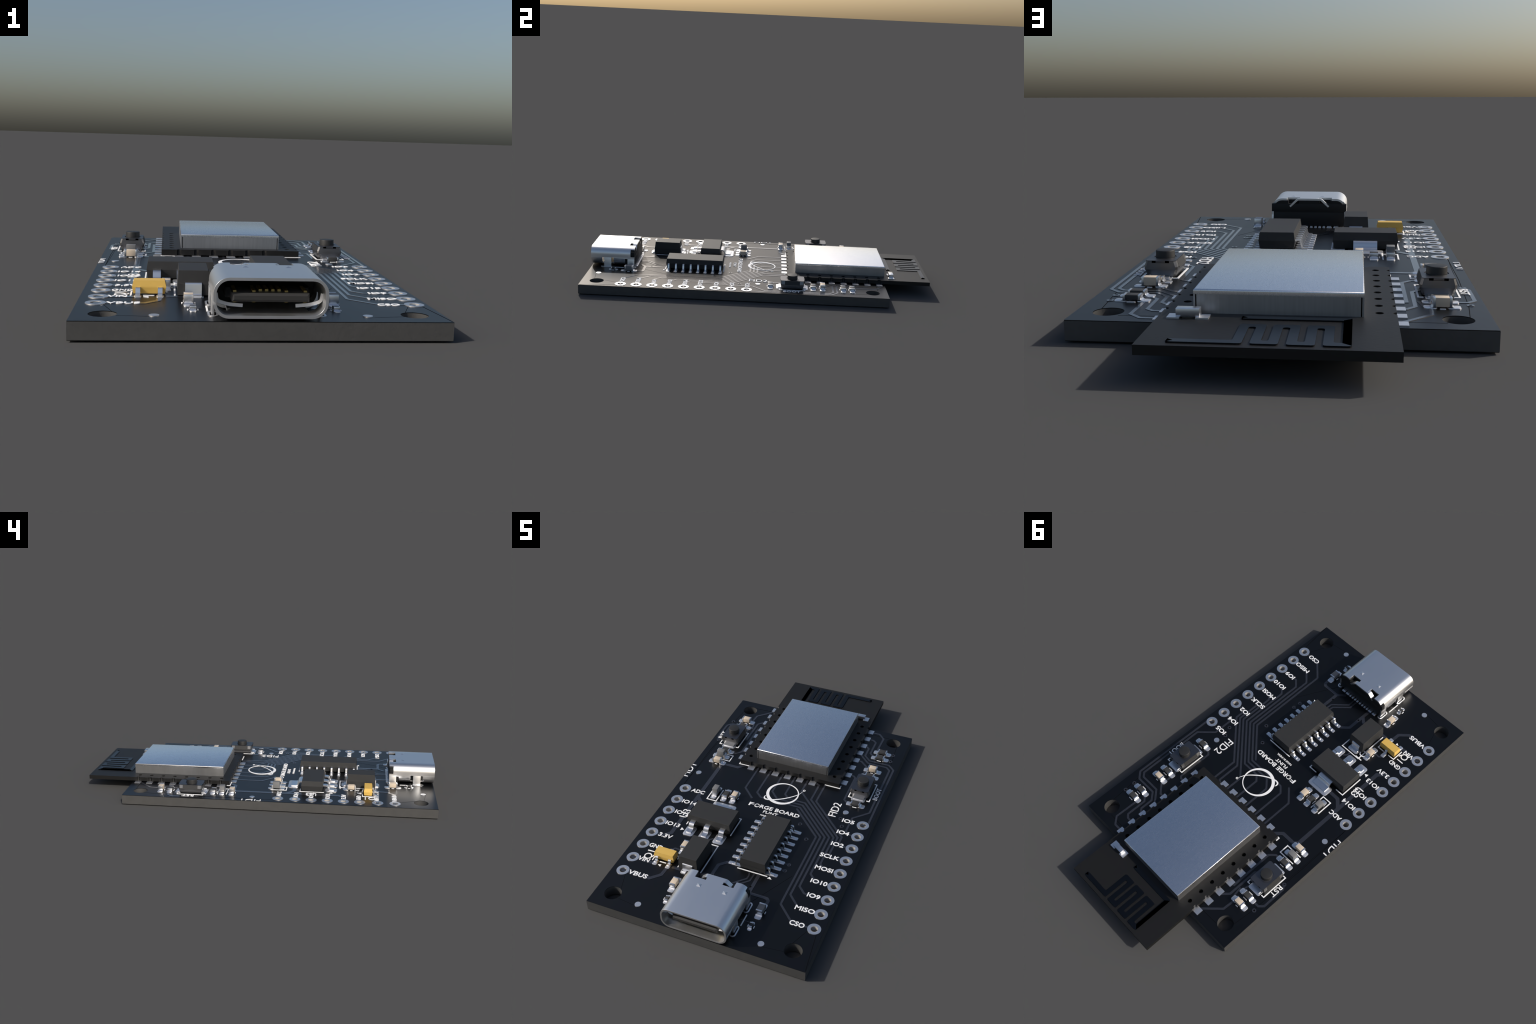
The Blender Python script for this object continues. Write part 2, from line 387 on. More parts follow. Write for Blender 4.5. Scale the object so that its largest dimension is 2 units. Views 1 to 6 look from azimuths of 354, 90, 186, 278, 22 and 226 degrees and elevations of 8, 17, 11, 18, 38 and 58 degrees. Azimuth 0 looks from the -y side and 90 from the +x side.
H = 0.0130
for t, x0, x1, yc, h in (("CSO", 0.3630, 0.4315, -0.7705, H + .0005), ("MISO", 0.3550, 0.4470, -0.6812, H), ("IO9", 0.3790, 0.4395, -0.5915, H),
                      ("IO10", 0.3640, 0.4430, -0.5033, H), ("MOSI", 0.3530, 0.4395, -0.4148, H), ("SCLK", 0.3470, 0.4420, -0.3285, H),
                      ("IO2", 0.3715, 0.4335, -0.2375, H), ("IO4", 0.3705, 0.4325, -0.1485, H), ("IO5", 0.3695, 0.4315, -0.0612, H),
                      ("ADC", -0.4265, -0.3540, -0.1318, H), ("IO14", -0.4315, -0.3530, -0.2270, H), ("IO12", -0.4285, -0.3500, -0.3125, H),
                      ("IO13", -0.4325, -0.3575, -0.4035, H), ("3.3V", -0.4255, -0.3540, -0.4910, H), ("GND", -0.4310, -0.3620, -0.5735, H),
                      ("VIN", -0.4375, -0.3790, -0.6715, H), ("VBUS", -0.4340, -0.3370, -0.7680, H)):
    lettering(t, x0, x1, yc - h, yc + h, bold=0.022)
lettering("F", -0.1085, -0.0840, -0.1310, -0.1065, bold=0.018)
lettering("RGE BOARD", -0.0485, 0.1630, -0.1308, -0.1055, bold=0.018)
lettering("FLINT", -0.0180, 0.0595, -0.1590, -0.1410, bold=0.012)
lettering("MADE IN INDIA", -0.0225, 0.0800, -0.1845, -0.1735, bold=0.012)
lettering("FID2", 0.2900, 0.3305, -0.0548, 0.0520, turn=1, bold=0.000)
lettering("FID1", -0.5368, -0.4963, -0.0440, 0.0635, turn=1, bold=0.000, cut=-0.5166)
lettering("Q1", -0.4200, -0.3740, -0.6650, -0.6075, turn=1, bold=0.002)
lettering("U3", -0.3945, -0.3530, -0.3390, -0.2800, turn=1, bold=0.002)
lettering("D1", -0.2560, -0.2150, -0.5230, -0.4640, turn=1, bold=0.002)
lettering("RST", -0.4950, -0.4690, 0.3350, 0.4020, turn=1, bold=0.014)
lettering("BOOT", 0.4620, 0.4865, 0.1435, 0.2385, turn=1, bold=0.010)

# ---- printed emblem: a crescent ring crossed by a comet-like orbit line
emblem_c = (0.0212, 0.0146)
add("emblem", plate("emblem", circle(*emblem_c, 0.0845, 72), [circle(0.0248, 0.0190, 0.0742, 72)], INK0, INK1, None), M_INK, board)
def spline(pts, n=6):
    P = [Vector(p) for p in pts]; P = [P[0] * 2 - P[1]] + P + [P[-1] * 2 - P[-2]]; out = []
    for i in range(1, len(P) - 2):
        a, b, c, d = P[i - 1:i + 3]
        for j in range(n):
            t = j / n
            out.append(.5 * ((2 * b) + (c - a) * t + (2 * a - 5 * b + 4 * c - d) * t * t + (3 * b - a - 3 * c + d) * t ** 3))
    return out + [P[-2]]
orbit = spline([(0.1135, 0.0700, .0012), (0.1004, 0.0390, .0030), (0.0770, 0.0110, .0045), (0.0449, -0.0175, .0058), (0.0050, -0.0425, .0065),
                (-0.0284, -0.0550, .0068), (-0.0500, -0.0535, .0075), (-0.0565, -0.0410, .0060), (-0.0545, -0.0290, .0010)])
add("emblem", prism("emblem", strip([(p.x, p.y) for p in orbit], [p.z for p in orbit], False), INK0, INK1 + .0002), M_INK, board)
add("emblem", plate("emblem", circle(0.1164, 0.0789, 0.0066, 20), [circle(0.1164, 0.0789, 0.0038, 16)], INK0, INK1, None), M_INK, board)
add("emblem", plate("emblem", circle(-0.0655, -0.1190, 0.0132, 32), [circle(-0.0648, -0.1184, 0.0116, 32)], INK0, INK1, None), M_INK, board)
add("emblem", plate("emblem", circle(-0.0640, -0.1178, 0.0098, 32), [circle(-0.0640, -0.1178, 0.0086, 32)], INK0, INK1, None), M_INK, board)

# ---- solder pads
def pad(x0, x1, y0, y1, r=0.006, h=0.0022):
    me = prism("solder_pad", rrect(min(x0, x1), max(x0, x1), min(y0, y1), max(y0, y1), r), TOP - 0.0002, TOP + h, 40, bevel=0.0008)
    return add("solder_pad", me, M_TIN, board)

# ------------------------------------------------------------------ radio module
MX0, MX1, MY0, MY1, MZ0, MZ1 = -0.2830, 0.2752, 0.1668, 1.0000, 0.0590, 0.0815
NR = 0.0094
side_y = [0.2186 + 0.0693 * i for i in range(8)]
front_x = [-0.2123 + 0.0693 * i for i in range(6)]
edge = [(MX0, MY0)]
for x in front_x: edge += circle(x, MY0, NR, 8, TAU / 2, 0)
edge.append((MX1, MY0))
for y in side_y: edge += circle(MX1, y, NR, 8, -TAU / 4, -3 * TAU / 4)
edge += [(MX1, MY1), (MX0, MY1)]
for y in reversed(side_y): edge += circle(MX0, y, NR, 8, TAU / 4, -TAU / 4)
bores = [circle(x, y, 0.0104, 20) for y in side_y for x in (-0.2416, 0.2338)]
module = add("radio_module", plate("radio_module", edge, bores, MZ0, MZ1), M_RADIO, thing)
modpad = {}
for y in side_y:
    for x0, x1 in ((-0.3114, -0.2550), (0.2470, 0.3042)):
        add("solder_pad", box("solder_pad", x0, x1, y - 0.0174, y + 0.0174, TOP - .0002, TOP + 0.0026), M_TIN, board)
for x in front_x:
    add("solder_pad", box("solder_pad", x - 0.0174, x + 0.0174, 0.1355, 0.1900, TOP - .0002, TOP + 0.0026), M_TIN, board)
# raised meander antenna
ant = [(0.2080, 0.9700), (0.0605, 0.9700), (0.0605, 0.8457), (0.0220, 0.8457), (0.0220, 0.9700), (-0.0155, 0.9700), (-0.0155, 0.8453),
       (-0.0540, 0.8453), (-0.0540, 0.9712), (-0.0920, 0.9712), (-0.0920, 0.8453), (-0.1300, 0.8453), (-0.1300, 0.9708), (-0.1790, 0.9708)]
A0, A1 = MZ1 - 0.0005, MZ1 + 0.0034
add("antenna", prism("antenna", round_corners(strip(ant, 0.0218, caps=False), 0.0075), A0, A1), M_ANT, module)
add("antenna", prism("antenna", round_corners(strip([(0.0740, 0.7800), (-0.1790, 0.7800)], 0.0215, caps=False), 0.0060), A0, A1), M_ANT, module)
add("antenna_black_patch", prism("antenna_black_patch", [(-0.1592, 0.7890), (-0.1785, 0.7735), (-0.1785, 0.9765), (-0.1592, 0.9605)], A0, A1 + 0.0005), M_BLACK, module)
for x, y in ((0.2000, 0.9700), (0.0660, 0.7800)):
    add("antenna_black_patch", prism("antenna_black_patch", [(x - 0.003, y), (x + 0.0095, y + 0.009), (x + 0.0095, y - 0.009)], A0, A1 + 0.0004), M_BLACK, module)
# small part beside the antenna
add("chip_pad", box("chip_pad", 0.1525, 0.1830, 0.7603, 0.7960, MZ1 - .0005, MZ1 + 0.0035), M_TIN, module)
add("chip_pad", box("chip_pad", 0.2210, 0.2508, 0.7603, 0.7960, MZ1 - .0005, MZ1 + 0.0035), M_TIN, module)
add("chip_block", box("chip_block", 0.1740, 0.2300, 0.7660, 0.7905, MZ1 + 0.0036, MZ1 + 0.0235, 0.001), M_SOLDER, module)
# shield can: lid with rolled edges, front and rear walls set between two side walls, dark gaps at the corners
SX0, SX1, SY0, SY1, SZ = -0.2052, 0.1975, 0.2142, 0.7418, 0.1405
bm = bmesh.new(); b_box(bm, SX0, SX1, SY0, SY1, SZ - 0.0125, SZ)
es = [e for e in bm.edges if all(v.co.z > SZ - 1e-5 for v in e.verts)]
bmesh.ops.bevel(bm, geom=es, offset=0.0042, segments=4, profile=0.5, affect='EDGES')
shield = add("metal_shield", finish(bm, "metal_shield", 50), M_SHIELD, module)
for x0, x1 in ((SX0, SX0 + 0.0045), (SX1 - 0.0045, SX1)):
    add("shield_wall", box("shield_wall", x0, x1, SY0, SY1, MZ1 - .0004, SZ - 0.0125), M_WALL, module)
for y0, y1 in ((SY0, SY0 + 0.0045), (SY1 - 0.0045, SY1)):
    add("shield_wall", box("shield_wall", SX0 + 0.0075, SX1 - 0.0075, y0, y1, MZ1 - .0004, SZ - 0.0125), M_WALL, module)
add("gap_shadow_block", box("gap_shadow_block", SX0 + 0.005, SX1 - 0.005, SY0 + 0.005, SY1 - 0.005, MZ1 - .0004, SZ - 0.013), M_BLACK, module)  # solid black filler modelled for the shadow inside the corner slits

# ------------------------------------------------------------------ usb socket
UX, UZ, UHW, UHH, UR, UT = 0.0140, 0.1180, 0.1540, 0.0550, 0.0430, 0.0080
def shell_profile(hw, hh, r, n=8):
    tops = [0.0907, 0.0385, -0.0412, -0.0938]
    sides = [0.1120 - UZ, 0.1060 - UZ, 0.1190 - UZ]
    pts = []
    pts += [(x, hh) for x in tops]
    pts += circle(-hw + r, hh - r, r, n, TAU / 4, TAU / 2)
    pts += [(-hw, z) for z in sorted(sides, reverse=True)]
    pts += circle(-hw + r, -hh + r, r, n, TAU / 2, 3 * TAU / 4)
    pts += circle(hw - r, -hh + r, r, n, -TAU / 4, 0)
    pts += [(hw, z) for z in sorted(sides)]
    pts += circle(hw - r, hh - r, r, n, 0, TAU / 4)
    return pts
ys = [-1.0, -0.935, -0.9225, -0.8800, -0.8650, -0.7985, -0.7840, -0.7815, -0.7665, -0.7440]
prof = shell_profile(UHW - UT / 2, UHH - UT / 2, UR - UT / 2)
bm = bmesh.new()
rows = [[bm.verts.new((UX + x, y, UZ + z)) for x, z in prof] for y in ys]
N = len(prof)
for j in range(len(ys) - 1):
    yc = (ys[j] + ys[j + 1]) / 2
    for i in range(N):
        k = (i + 1) % N
        xc = (prof[i][0] + prof[k][0]) / 2; zc = UZ + (prof[i][1] + prof[k][1]) / 2
        gone = False
        if zc > 0.165 and yc > -0.7815 and (0.0385 < xc < 0.0907 or -0.0938 < xc < -0.0412): gone = True     # rear notches
        if abs(xc) > 0.11:
            if zc < 0.112 and (-0.935 < yc < -0.865): gone = True                                          # room for the front legs
            if zc < 0.106 and yc > -0.7985: gone = True                                                    # rear legs
            if 0.119 < zc < 0.155 and yc > -0.7665: gone = True                                            # side windows
        if abs(xc) <= 0.112 and zc < 0.08 and yc > -0.7985: gone = True
        if not gone: bm.faces.new((rows[j][i], rows[j][k], rows[j + 1][k], rows[j + 1][i]))
loose = [v for v in bm.verts if not v.link_faces]
bmesh.ops.delete(bm, geom=loose, context='VERTS')
bmesh.ops.recalc_face_normals(bm, faces=bm.faces[:])
me = bpy.data.meshes.new("tmp"); bm.to_mesh(me); bm.free()
o = bpy.data.objects.new("helper", me); COL.objects.link(o)
s = o.modifiers.new("s", 'SOLIDIFY'); s.thickness = UT; s.offset = 0; s.use_even_offset = True
v = o.modifiers.new("b", 'BEVEL'); v.width = 0.0007; v.segments = 1; v.limit_method = 'ANGLE'; v.angle_limit = math.radians(50)
bpy.context.view_layer.update()
me2 = bpy.data.meshes.new_from_object(o.evaluated_get(bpy.context.evaluated_depsgraph_get()))
bpy.data.objects.remove(o); bpy.data.meshes.remove(me); me2.name = "usb_socket"
for p in me2.polygons: p.use_smooth = True
me2.set_sharp_from_angle(angle=math.radians(40))
usb = add("usb_socket", me2, M_SHELL, thing)
for s in (-1, 1):
    xo = UX + s * (UHW - UT / 2)
    for y0, y1, zt in ((-0.9225, -0.8800, 0.1130), (-0.7840, -0.7440, 0.1070)):
        add("mounting_leg", box("mounting_leg", xo - UT / 2, xo + UT / 2, y0, y1, 0.0150, zt, 0.001), M_SHELL, usb)
    # bent-down wing in the rear notch
    xa = UX + (0.0385 if s > 0 else -0.0412)
    path = arc_path([(xa - s * 0.004, UZ + UHH - UT / 2), (xa + s * 0.008, UZ + UHH - UT / 2), (xa + s * 0.0400, 0.1395)], 0.010)
    w = bent("bent_wing", path, 0.0074, 0.0225, 'x')
    add("bent_wing", w, M_SHELL, usb, (0, -0.7550, 0))
    # spring arm low inside the mouth
    path = arc_path([(UX + s * 0.1450, 0.1230), (UX + s * 0.1420, 0.1020), (UX + s * 0.1120, 0.0925), (UX + s * 0.0720, 0.0895)], 0.02, 6)
    add("spring_arm", bent("spring_arm", path, 0.0095, 0.0040, 'x'), M_SHELL, usb, (0, -0.9520, 0))
    # pressed dimple on the lid
    bm = bmesh.new()
    bmesh.ops.create_cone(bm, cap_ends=True, segments=4, radius1=0.0165, radius2=0.0002, depth=0.0034)
    dx = 0.0827 if s > 0 else -0.0403
    add("dimple", finish(bm, "dimple"), M_SHELL, usb, (dx, -0.8210, UZ + UHH + 0.0012), TAU / 8)
# moulded housing behind the mouth
inner = [(UX + x, UZ + z) for x, z in shell_profile(UHW - UT - .0004, UHH - UT - .0004, UR - UT)]
def across(poly, ya, yb):
    bm = bmesh.new(); b_prism(bm, poly, ya, yb)
    bmesh.ops.transform(bm, matrix=Matrix(((1, 0, 0, 0), (0, 0, -1, 0), (0, 1, 0, 0), (0, 0, 0, 1))), verts=bm.verts[:])
    return finish(bm, "housing", 40)
add("housing", across(inner, 0.7822, 0.8150), M_HOUSE, usb)
zt = UZ + UHH - UT - .0004      # rear slab with two pockets under the bent wings
pocket = []
for x, z in inner[:4]:
    pocket.append((x, z))
    if abs(x - (UX + 0.0907)) < 1e-4: pocket[-1:] = [(UX + 0.0850, zt), (UX + 0.0850, 0.1340), (UX + 0.0410, 0.1340)]
    if abs(x - (UX + 0.0385)) < 1e-4: pocket[-1:] = [(UX + 0.0410, zt)]
    if abs(x - (UX - 0.0412)) < 1e-4: pocket[-1:] = [(UX - 0.0437, zt), (UX - 0.0437, 0.1340), (UX - 0.0880, 0.1340)]
    if abs(x - (UX - 0.0938)) < 1e-4: pocket[-1:] = [(UX - 0.0880, zt)]
add("housing", across(pocket + inner[4:], 0.7448, 0.7822), M_HOUSE, usb)
add("housing", box("housing", UX - 0.1450, UX + 0.1440, -0.7950, -0.7446, 0.0600, 0.1150, 0.001), M_HOUSE, usb)
add("housing", box("housing", UX - 0.1540, UX + 0.1540, -0.7655, -0.7445, 0.1175, 0.1510, 0.001), M_HOUSE, usb)
bm = bmesh.new(); b_box(bm, UX - 0.1045, UX + 0.1045, -0.9870, -0.8050, 0.1050, 0.1290)
front = [e for e in bm.edges if all(v.co.y < -0.986 for v in e.verts)]
bmesh.ops.bevel(bm, geom=front, offset=0.0065, segments=1, affect='EDGES')
add("tongue", finish(bm, "tongue"), M_TONGUE, usb)
add("tongue", box("tongue", UX - 0.1165, UX + 0.1165, -0.9000, -0.8050, 0.1000, 0.1295, 0.003), M_HOUSE, usb)
for dx, yf in ((-0.0955, -0.966), (-0.0440, -0.966), (-0.0255, -0.955), (-0.0085, -0.955), (0.0085, -0.955), (0.0255, -0.955), (0.0440, -0.966), (0.0955, -0.966)):
    add("contact", box("contact", UX + dx - 0.0044, UX + dx + 0.0044, yf, -0.8900, 0.1285, 0.1345 if yf > -.96 else 0.1330), M_GOLD, usb)
    if abs(dx) > .03:
        add("contact", box("contact", UX + dx - 0.0044, UX + dx + 0.0044, yf, -0.8900, 0.1010, 0.1055), M_GOLD, usb)
for x, w in [(0.1243, .022), (0.0968, .022), (-0.0704, .022), (-0.0988, .022)] + [(0.0751 - 0.01775 * i - 0.0000, .0115) for i in range(8)][:1] \
        + [(x, .0115) for x in (0.0573, 0.0394, 0.0222, 0.0034, -0.0144, -0.0315, -0.0489)]:
    add("tail_lead", bent("tail_lead", [(-0.7600, 0.0592), (-0.7420, 0.0588), (-0.7350, 0.0584)], 0.0030, w * 0.8, 'y'), M_LEAD, usb, (x, 0, 0))
    pad(x - w / 2, x + w / 2, -0.7600, -0.7275, r=0.003)
for c in SLOTS:
    add("slot_ring", plate("slot_ring", slot((0, 0), 0.0145, 0.0325), [slot((0, 0), 0.0088, 0.0263)], -.0012, .0012), M_TIN, board, (*c, TOP + 0.0012))
    add("slot_ring", plate("slot_ring", slot((0, 0), 0.0145, 0.0325), [slot((0, 0), 0.0088, 0.0263)], -.0011, .0011), M_TIN, board, (*c, 0.0011))

# ------------------------------------------------------------------ moulded chips
def moulded(name, cx, cy, top, mid, bottom, zs):
    """Body with draft: half sizes at top, parting line and bottom."""
    bm = bmesh.new(); loops = []
    for (hx, hy), z in zip((bottom, mid, mid, top), (zs[0], zs[1] - 0.0008, zs[1] + 0.0008, zs[2])):
        loops.append([bm.verts.new((x, y, z)) for x, y in ((-hx, -hy), (hx, -hy), (hx, hy), (-hx, hy))])
    for a, b in zip(loops, loops[1:]):
        for i in range(4): bm.faces.new((a[i], a[(i + 1) % 4], b[(i + 1) % 4], b[i]))
    bm.faces.new(loops[0]); bm.faces.new(loops[-1])
    es = [e for e in bm.edges if all(v.co.z > zs[2] - 1e-5 for v in e.verts)]
    bmesh.ops.bevel(bm, geom=es, offset=0.0006, segments=2, profile=0.5, affect='EDGES')
    return add(name, finish(bm, name), M_CHIP, thing, (cx, cy, 0))

# sixteen-lead serial chip
CX, CY = 0.0955, -0.3850
chip = moulded("serial_chip", CX, CY, (0.0602, 0.1655), (0.0642, 0.1695), (0.0602, 0.1655), (0.0605, 0.0885, 0.1180))
lead = bent("lead", arc_path([(0.0600, 0.0885), (0.0800, 0.0900), (0.0860, 0.0605), (0.1050, 0.0600)], 0.0065, 5), 0.0058, 0.0098, 'x')
for i in range(8):
    y = -0.2306 - 0.04397 * i
    add("lead", lead, M_LEAD, chip, (0.0925, y, 0))
    add("lead", lead, M_LEAD, chip, (0.0920, y, 0), TAU / 2)
    pad(0.1510, 0.2145, y - 0.0100, y + 0.0100, r=0.005)
    pad(-0.0305, 0.0330, y - 0.0100, y + 0.0100, r=0.005)

# voltage regulator with three legs and a tab
RX, RY = -0.2150, -0.3118
reg = moulded("voltage_regulator", RX, RY, (0.1098, 0.0575), (0.1145, 0.0615), (0.1090, 0.0570), (0.0580, 0.0870, 0.1158))
leg = bent("lead", arc_path([(0.0560, 0.0870), (0.0850, 0.0860), (0.0930, 0.0620), (0.1220, 0.0610)], 0.009, 5), 0.0070, 0.0260, 'y')
tab = bent("tab", arc_path([(0.0560, 0.0870), (0.0800, 0.0860), (0.0880, 0.0620), (0.1230, 0.0610)], 0.009, 5), 0.0070, 0.0830, 'y')
for dx in (-0.0795, 0, 0.0795):
    add("lead", leg, M_LEAD, reg, (RX + dx, RY, 0), TAU / 2)
    pad(RX + dx - 0.0262, RX + dx + 0.0262, -0.4515, -0.3850, r=0.011, h=0.0030)
add("tab", tab, M_LEAD, reg, (RX, RY, 0))
pad(-0.1528, -0.2765, -0.2310, -0.1700, r=0.013, h=0.0030)

# black rectifier block
DX, DY = -0.1810, -0.5840
dio = moulded("rectifier_diode", DX, DY, (0.0445, 0.0758), (0.0475, 0.0800), (0.0475, 0.0800), (0.0590, 0.0920, 0.1345))
dl = bent("lead", arc_path([(0.0700, 0.0960), (0.0815, 0.0960), (0.0835, 0.0605), (0.0960, 0.0600)], 0.004, 4), 0.0055, 0.0500, 'y')
for t in (0, TAU / 2):
    add("lead", dl, M_LEAD, dio, (DX, DY, 0), t)
pad(DX - 0.0310, DX + 0.0310, -0.5250, -0.4735, r=0.010, h=0.0030)
pad(DX - 0.0310, DX + 0.0310, -0.6885, -0.6430, r=0.010, h=0.0030)

# yellow three-leg transistor
YX, YY = -0.3145, -0.6250
bm = bmesh.new(); loops = []
for hx, hy, z in ((0.0475, 0.0205, 0.0595), (0.0515, 0.0235, 0.0790), (0.0510, 0.0232, 0.0830), (0.0470, 0.0205, 0.0998)):
    loops.append([bm.verts.new((x, y, z)) for x, y in ((-hx, -hy), (hx, -hy), (hx, hy), (-hx, hy))])
for a, b in zip(loops, loops[1:]):
    for i in range(4): bm.faces.new((a[i], a[(i + 1) % 4], b[(i + 1) % 4], b[i]))
bm.faces.new(loops[0]); bm.faces.new(loops[-1])
yel = add("yellow_transistor", finish(bm, "yellow_transistor"), M_YELLOW, thing, (YX, YY, 0))
yl = bent("lead", arc_path([(0.0180, 0.0780), (0.0300, 0.0780), (0.0330, 0.0605), (0.0465, 0.0600)], 0.005, 4), 0.0048, 0.0140, 'y')
for dx, t in ((-0.0335, TAU / 2), (0.0335, TAU / 2), (0, 0)):
    add("lead", yl, M_LEAD, yel, (YX + dx, YY, 0), t)
    if t: pad(YX + dx - 0.0110, YX + dx + 0.0110, -0.6860, -0.6530, r=0.005)
    else: pad(YX + dx - 0.0110, YX + dx + 0.0110, -0.5970, -0.5628, r=0.005)

# ------------------------------------------------------------------ two-terminal chips
def fillet(name, x0, x1, hw, z0, z1):
    """Concave solder slope from height z1 at x0 down to z0 at x1, built along +x."""
    n = 6; bm = bmesh.new(); prof = []
    for i in range(n + 1):
        t = i / n
        prof.append((x0 + (x1 - x0) * t, z0 + (z1 - z0) * (1 - t) ** 2.2))
    prof.append((x0, z0))
    b_prism(bm, prof, -hw, hw)
    bmesh.ops.transform(bm, matrix=Matrix(((1, 0, 0, 0), (0, 0, 1, 0), (0, 1, 0, 0), (0, 0, 0, 1))), verts=bm.verts[:])
    return finish(bm, name, 40)

def chip_set(name, hl, hw, zt, band, pad_hl, pad_hw, term_zt, material):
    body = box(name, -band, band, -hw + .0003, hw - .0003, 0.0600, zt - (0.0004 if term_zt >= zt else 0), 0.0008)
    term = box("terminal", band - 0.0002, hl, -hw, hw, 0.0590, term_zt, 0.0012)
    fil = fillet("solder_slope", hl - 0.0006, hl + 0.0090, hw - 0.0005, TOP + 0.0022, TOP + 0.0070)
    pd = prism("solder_pad", rrect(hl * 0.55, pad_hl, -pad_hw, pad_hw, 0.0075), TOP - 0.0002, TOP + 0.0024, 40, bevel=0.0009)
    for m, mm in ((body, material), (term, M_SOLDER), (fil, M_SOLDER), (pd, M_TIN)): m.materials.append(mm)
    return body, term, fil, pd
def place(kind, name, x, y, along_y=False):
    body, term, fil, pd = kind
    a = TAU / 4 if along_y else 0
    p = add(name, body, None, thing, (x, y, 0), a)
    for t in (a, a + TAU / 2):
        add("terminal", term, None, p, (x, y, 0), t)
        add("solder_slope", fil, None, p, (x, y, 0), t)
        add("solder_pad", pd, None, p, (x, y, 0), t)
    return p

RES = chip_set("resistor", 0.0240, 0.0140, 0.0735, 0.0176, 0.0480, 0.0142, 0.0738, M_DARK)
CAP = chip_set("capacitor", 0.0245, 0.0136, 0.0842, 0.0176, 0.0475, 0.0150, 0.0846, M_BEIGE)
TALL = chip_set("grey_diode", 0.0270, 0.0140, 0.0970, 0.0185, 0.0475, 0.0140, 0.0780, M_GREY)
GCAP = chip_set("capacitor", 0.0245, 0.0150, 0.0870, 0.0176, 0.0475, 0.0150, 0.0874, M_GREY)
TINY = chip_set("resistor", 0.0140, 0.0090, 0.0690, 0.0085, 0.0262, 0.0100, 0.0692, M_DARK)
dash = {}
bm = bmesh.new()
def dashes(x, y, along_y, half, off, both=True):
    for s in ((-1, 1) if both else (-1,)):
        pts = [(x - half, y + s * off), (x + half, y + s * off)] if not along_y else [(x + s * off, y - half), (x + s * off, y + half)]
        ink(bm, pts, 0.0042)
for x, y, ay in ((0.4035, 0.5350, 0), (0.4035, 0.4840, 0), (0.3965, 0.3135, 0), (0.3955, 0.0702, 0), (-0.4025, 0.2370, 0), (-0.4055, 0.4830, 0), (-0.2430, -0.1080, 1)):
    place(RES, "resistor", x, y, ay); dashes(x, y, ay, 0.0100, 0.0188)
for x, y, ay in ((0.3970, 0.3668, 0), (-0.4035, 0.1315, 0), (-0.4055, 0.5370, 0), (-0.1940, -0.1080, 1), (-0.1985, -0.7650, 1), (-0.2630, -0.5310, 1)):
    place(CAP, "capacitor", x, y, ay); dashes(x, y, ay, 0.0055, 0.0185)
place(TALL, "grey_diode", -0.4055, 0.1855); place(TALL, "grey_diode", -0.2983, -0.1075, True)
place(GCAP, "capacitor", 0.2262, -0.7645, True); dashes(0.2262, -0.7645, 1, 0.0055, 0.0200)
place(TINY, "resistor", -0.1885, -0.8562, True); dashes(-0.1885, -0.8562, 1, 0.0055, 0.0140)
place(TINY, "resistor", 0.2185, -0.8575, True); dashes(0.2185, -0.8575, 1, 0.0055, 0.0140)
d = add("printed_outline", finish(bm, "printed_outline"), M_INK, board); d["kind"] = "stuff"

# ------------------------------------------------------------------ push buttons
BHX, BHY, BZ = 0.0430, 0.0680, 0.1075
def oct_poly(hx, hy, c):
    return [(-hx + c, -hy), (hx - c, -hy), (hx, -hy + c), (hx, hy - c), (hx - c, hy), (-hx + c, hy), (-hx, hy - c), (-hx, -hy + c)]
bm = bmesh.new(); loops = []
for hx, hy, c, z in ((0.0425, 0.0605, 0.007, 0.0580), (0.0480, 0.0640, 0.007, 0.0745), (0.0500, 0.0655, 0.006, 0.0800), (0.0500, 0.0660, 0.006, 0.0880), (0.0450, 0.0665, 0.006, BZ - 0.0024)):
    loops.append([bm.verts.new((x, y, z)) for x, y in oct_poly(hx, hy, c)])
for a, b in zip(loops, loops[1:]):
    for i in range(8): bm.faces.new((a[i], a[(i + 1) % 8], b[(i + 1) % 8], b[i]))
bm.faces.new(loops[0]); bm.faces.new(loops[-1])
btn_body = finish(bm, "push_button")
btn_top = plate("top_plate", oct_poly(0.0445, 0.0668, 0.006), [circle(0, 0, 0.0335, 40)], BZ - 0.0024, BZ)
bm = bmesh.new()
bmesh.ops.create_cone(bm, cap_ends=True, segments=48, radius1=0.0293, radius2=0.0286, depth=0.0300)
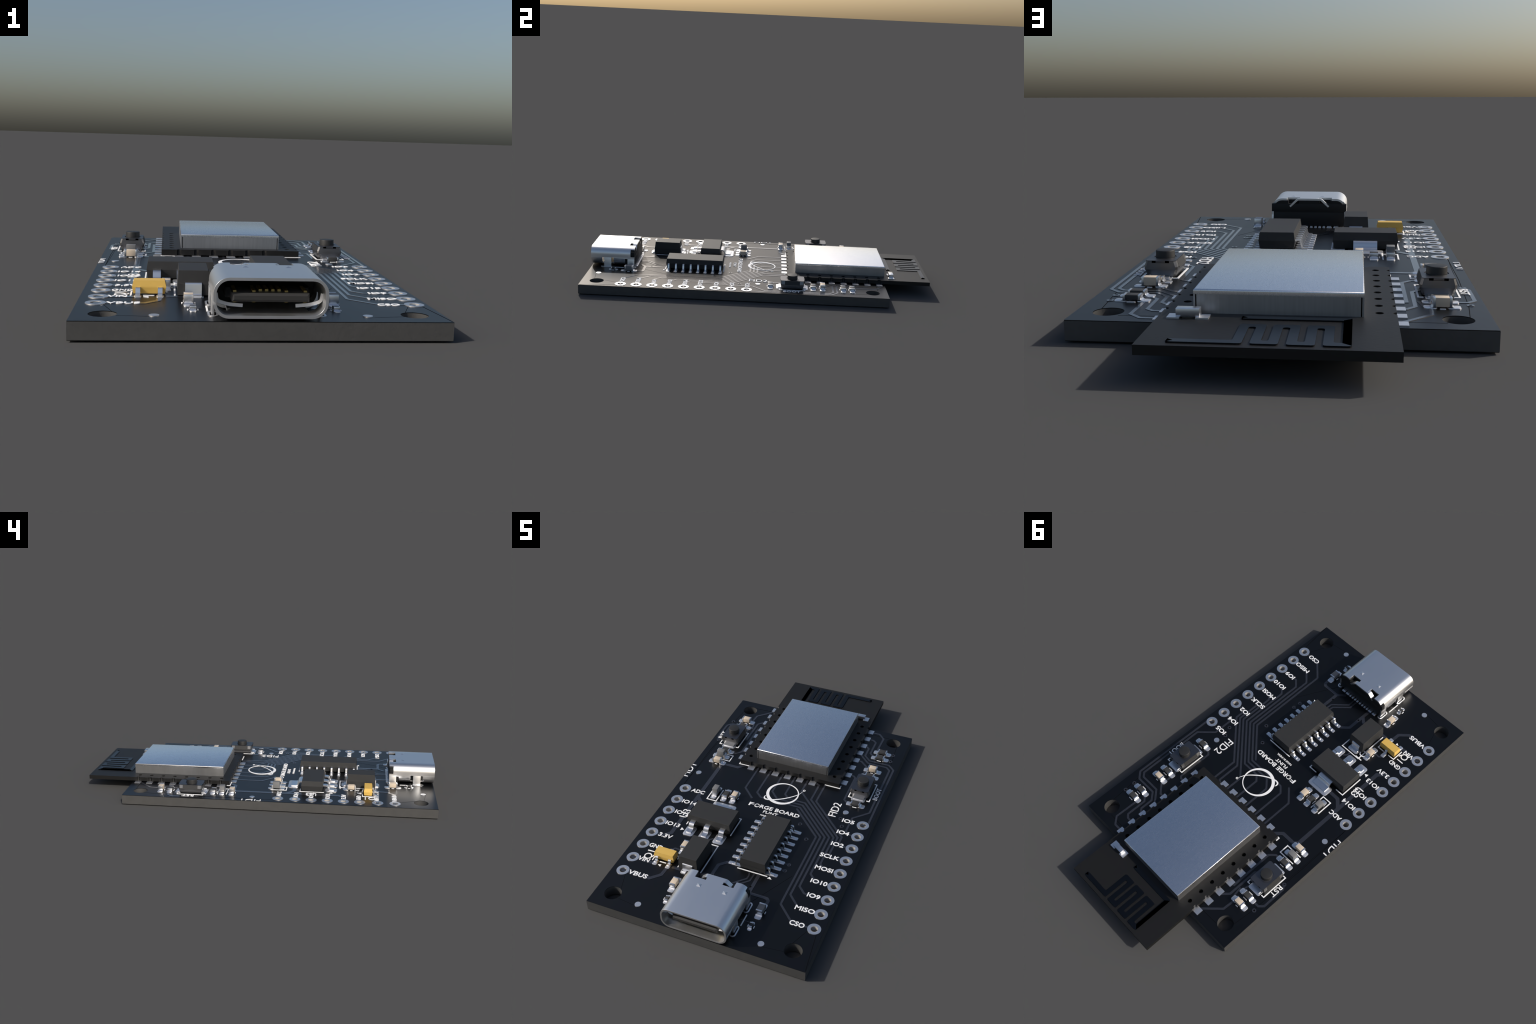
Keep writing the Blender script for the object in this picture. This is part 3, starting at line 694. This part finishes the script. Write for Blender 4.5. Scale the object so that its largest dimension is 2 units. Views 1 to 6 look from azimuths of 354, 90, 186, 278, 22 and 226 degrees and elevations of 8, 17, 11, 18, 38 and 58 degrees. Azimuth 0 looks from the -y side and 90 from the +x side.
es = [e for e in bm.edges if all(v.co.z > 0.0149 for v in e.verts)]
bmesh.ops.bevel(bm, geom=es, offset=0.0022, segments=3, profile=0.5, affect='EDGES')
btn_cap = finish(bm, "button_cap", 40)
btn_side = box("end_tab", -0.0140, 0.0140, -0.0015, 0.0015, BZ - 0.0060, BZ - 0.0003)
btn_slot = box("end_slot", -0.0260, 0.0260, -0.0009, 0.0009, BZ - 0.0070, BZ - 0.0004)
btn_flank = box("flank_dark_panel", -0.0420, 0.0420, -0.0008, 0.0008, -0.0120, 0.0110)
btn_tab = bent("terminal", arc_path([(0.0600, 0.0610), (0.0650, 0.0606), (0.0740, 0.0598), (0.0800, 0.0594)], 0.006, 4), 0.0040, 0.0560, 'y')
btn_pad = prism("solder_pad", rrect(-0.0360, 0.0360, 0.0560, 0.0900, 0.008), TOP - .0002, TOP + 0.0026, 40, bevel=0.0009)
for m, mm in ((btn_body, M_FRAME), (btn_top, M_PLATE), (btn_cap, M_BTN), (btn_side, M_PLATE), (btn_flank, M_CHIP), (btn_slot, M_BLACK), (btn_tab, M_LEAD), (btn_pad, M_TIN)):
    m.materials.append(mm)
for x, y in ((0.3950, 0.1930), (-0.4060, 0.3600)):
    p = add("push_button", btn_body, None, thing, (x, y, 0))
    add("top_plate", btn_top, None, p, (x, y, 0))
    add("button_cap", btn_cap, None, p, (x, y, 0.1142))
    for t in (0, TAU / 2):
        add("terminal", btn_tab, None, p, (x, y, 0), t)
        add("solder_pad", btn_pad, None, p, (x, y, 0), t)
        end = Matrix.Rotation(t, 4, 'Z') @ Matrix.Translation((0, -0.0668, 0))
        add("end_slot", btn_slot, None, p).matrix_local = end
        add("end_tab", btn_side, None, p).matrix_local = end
        tilt = math.atan2(0.0055, 0.0171)
        add("flank_dark_panel", btn_flank, None, p).matrix_local = Matrix.Rotation(t + TAU / 4, 4, 'Z') @ \
            Matrix.Translation((0, -0.0476, 0.0960)) @ Matrix.Rotation(-tilt, 4, 'X') @ Matrix.Translation((0, 0.0003, -0.001))
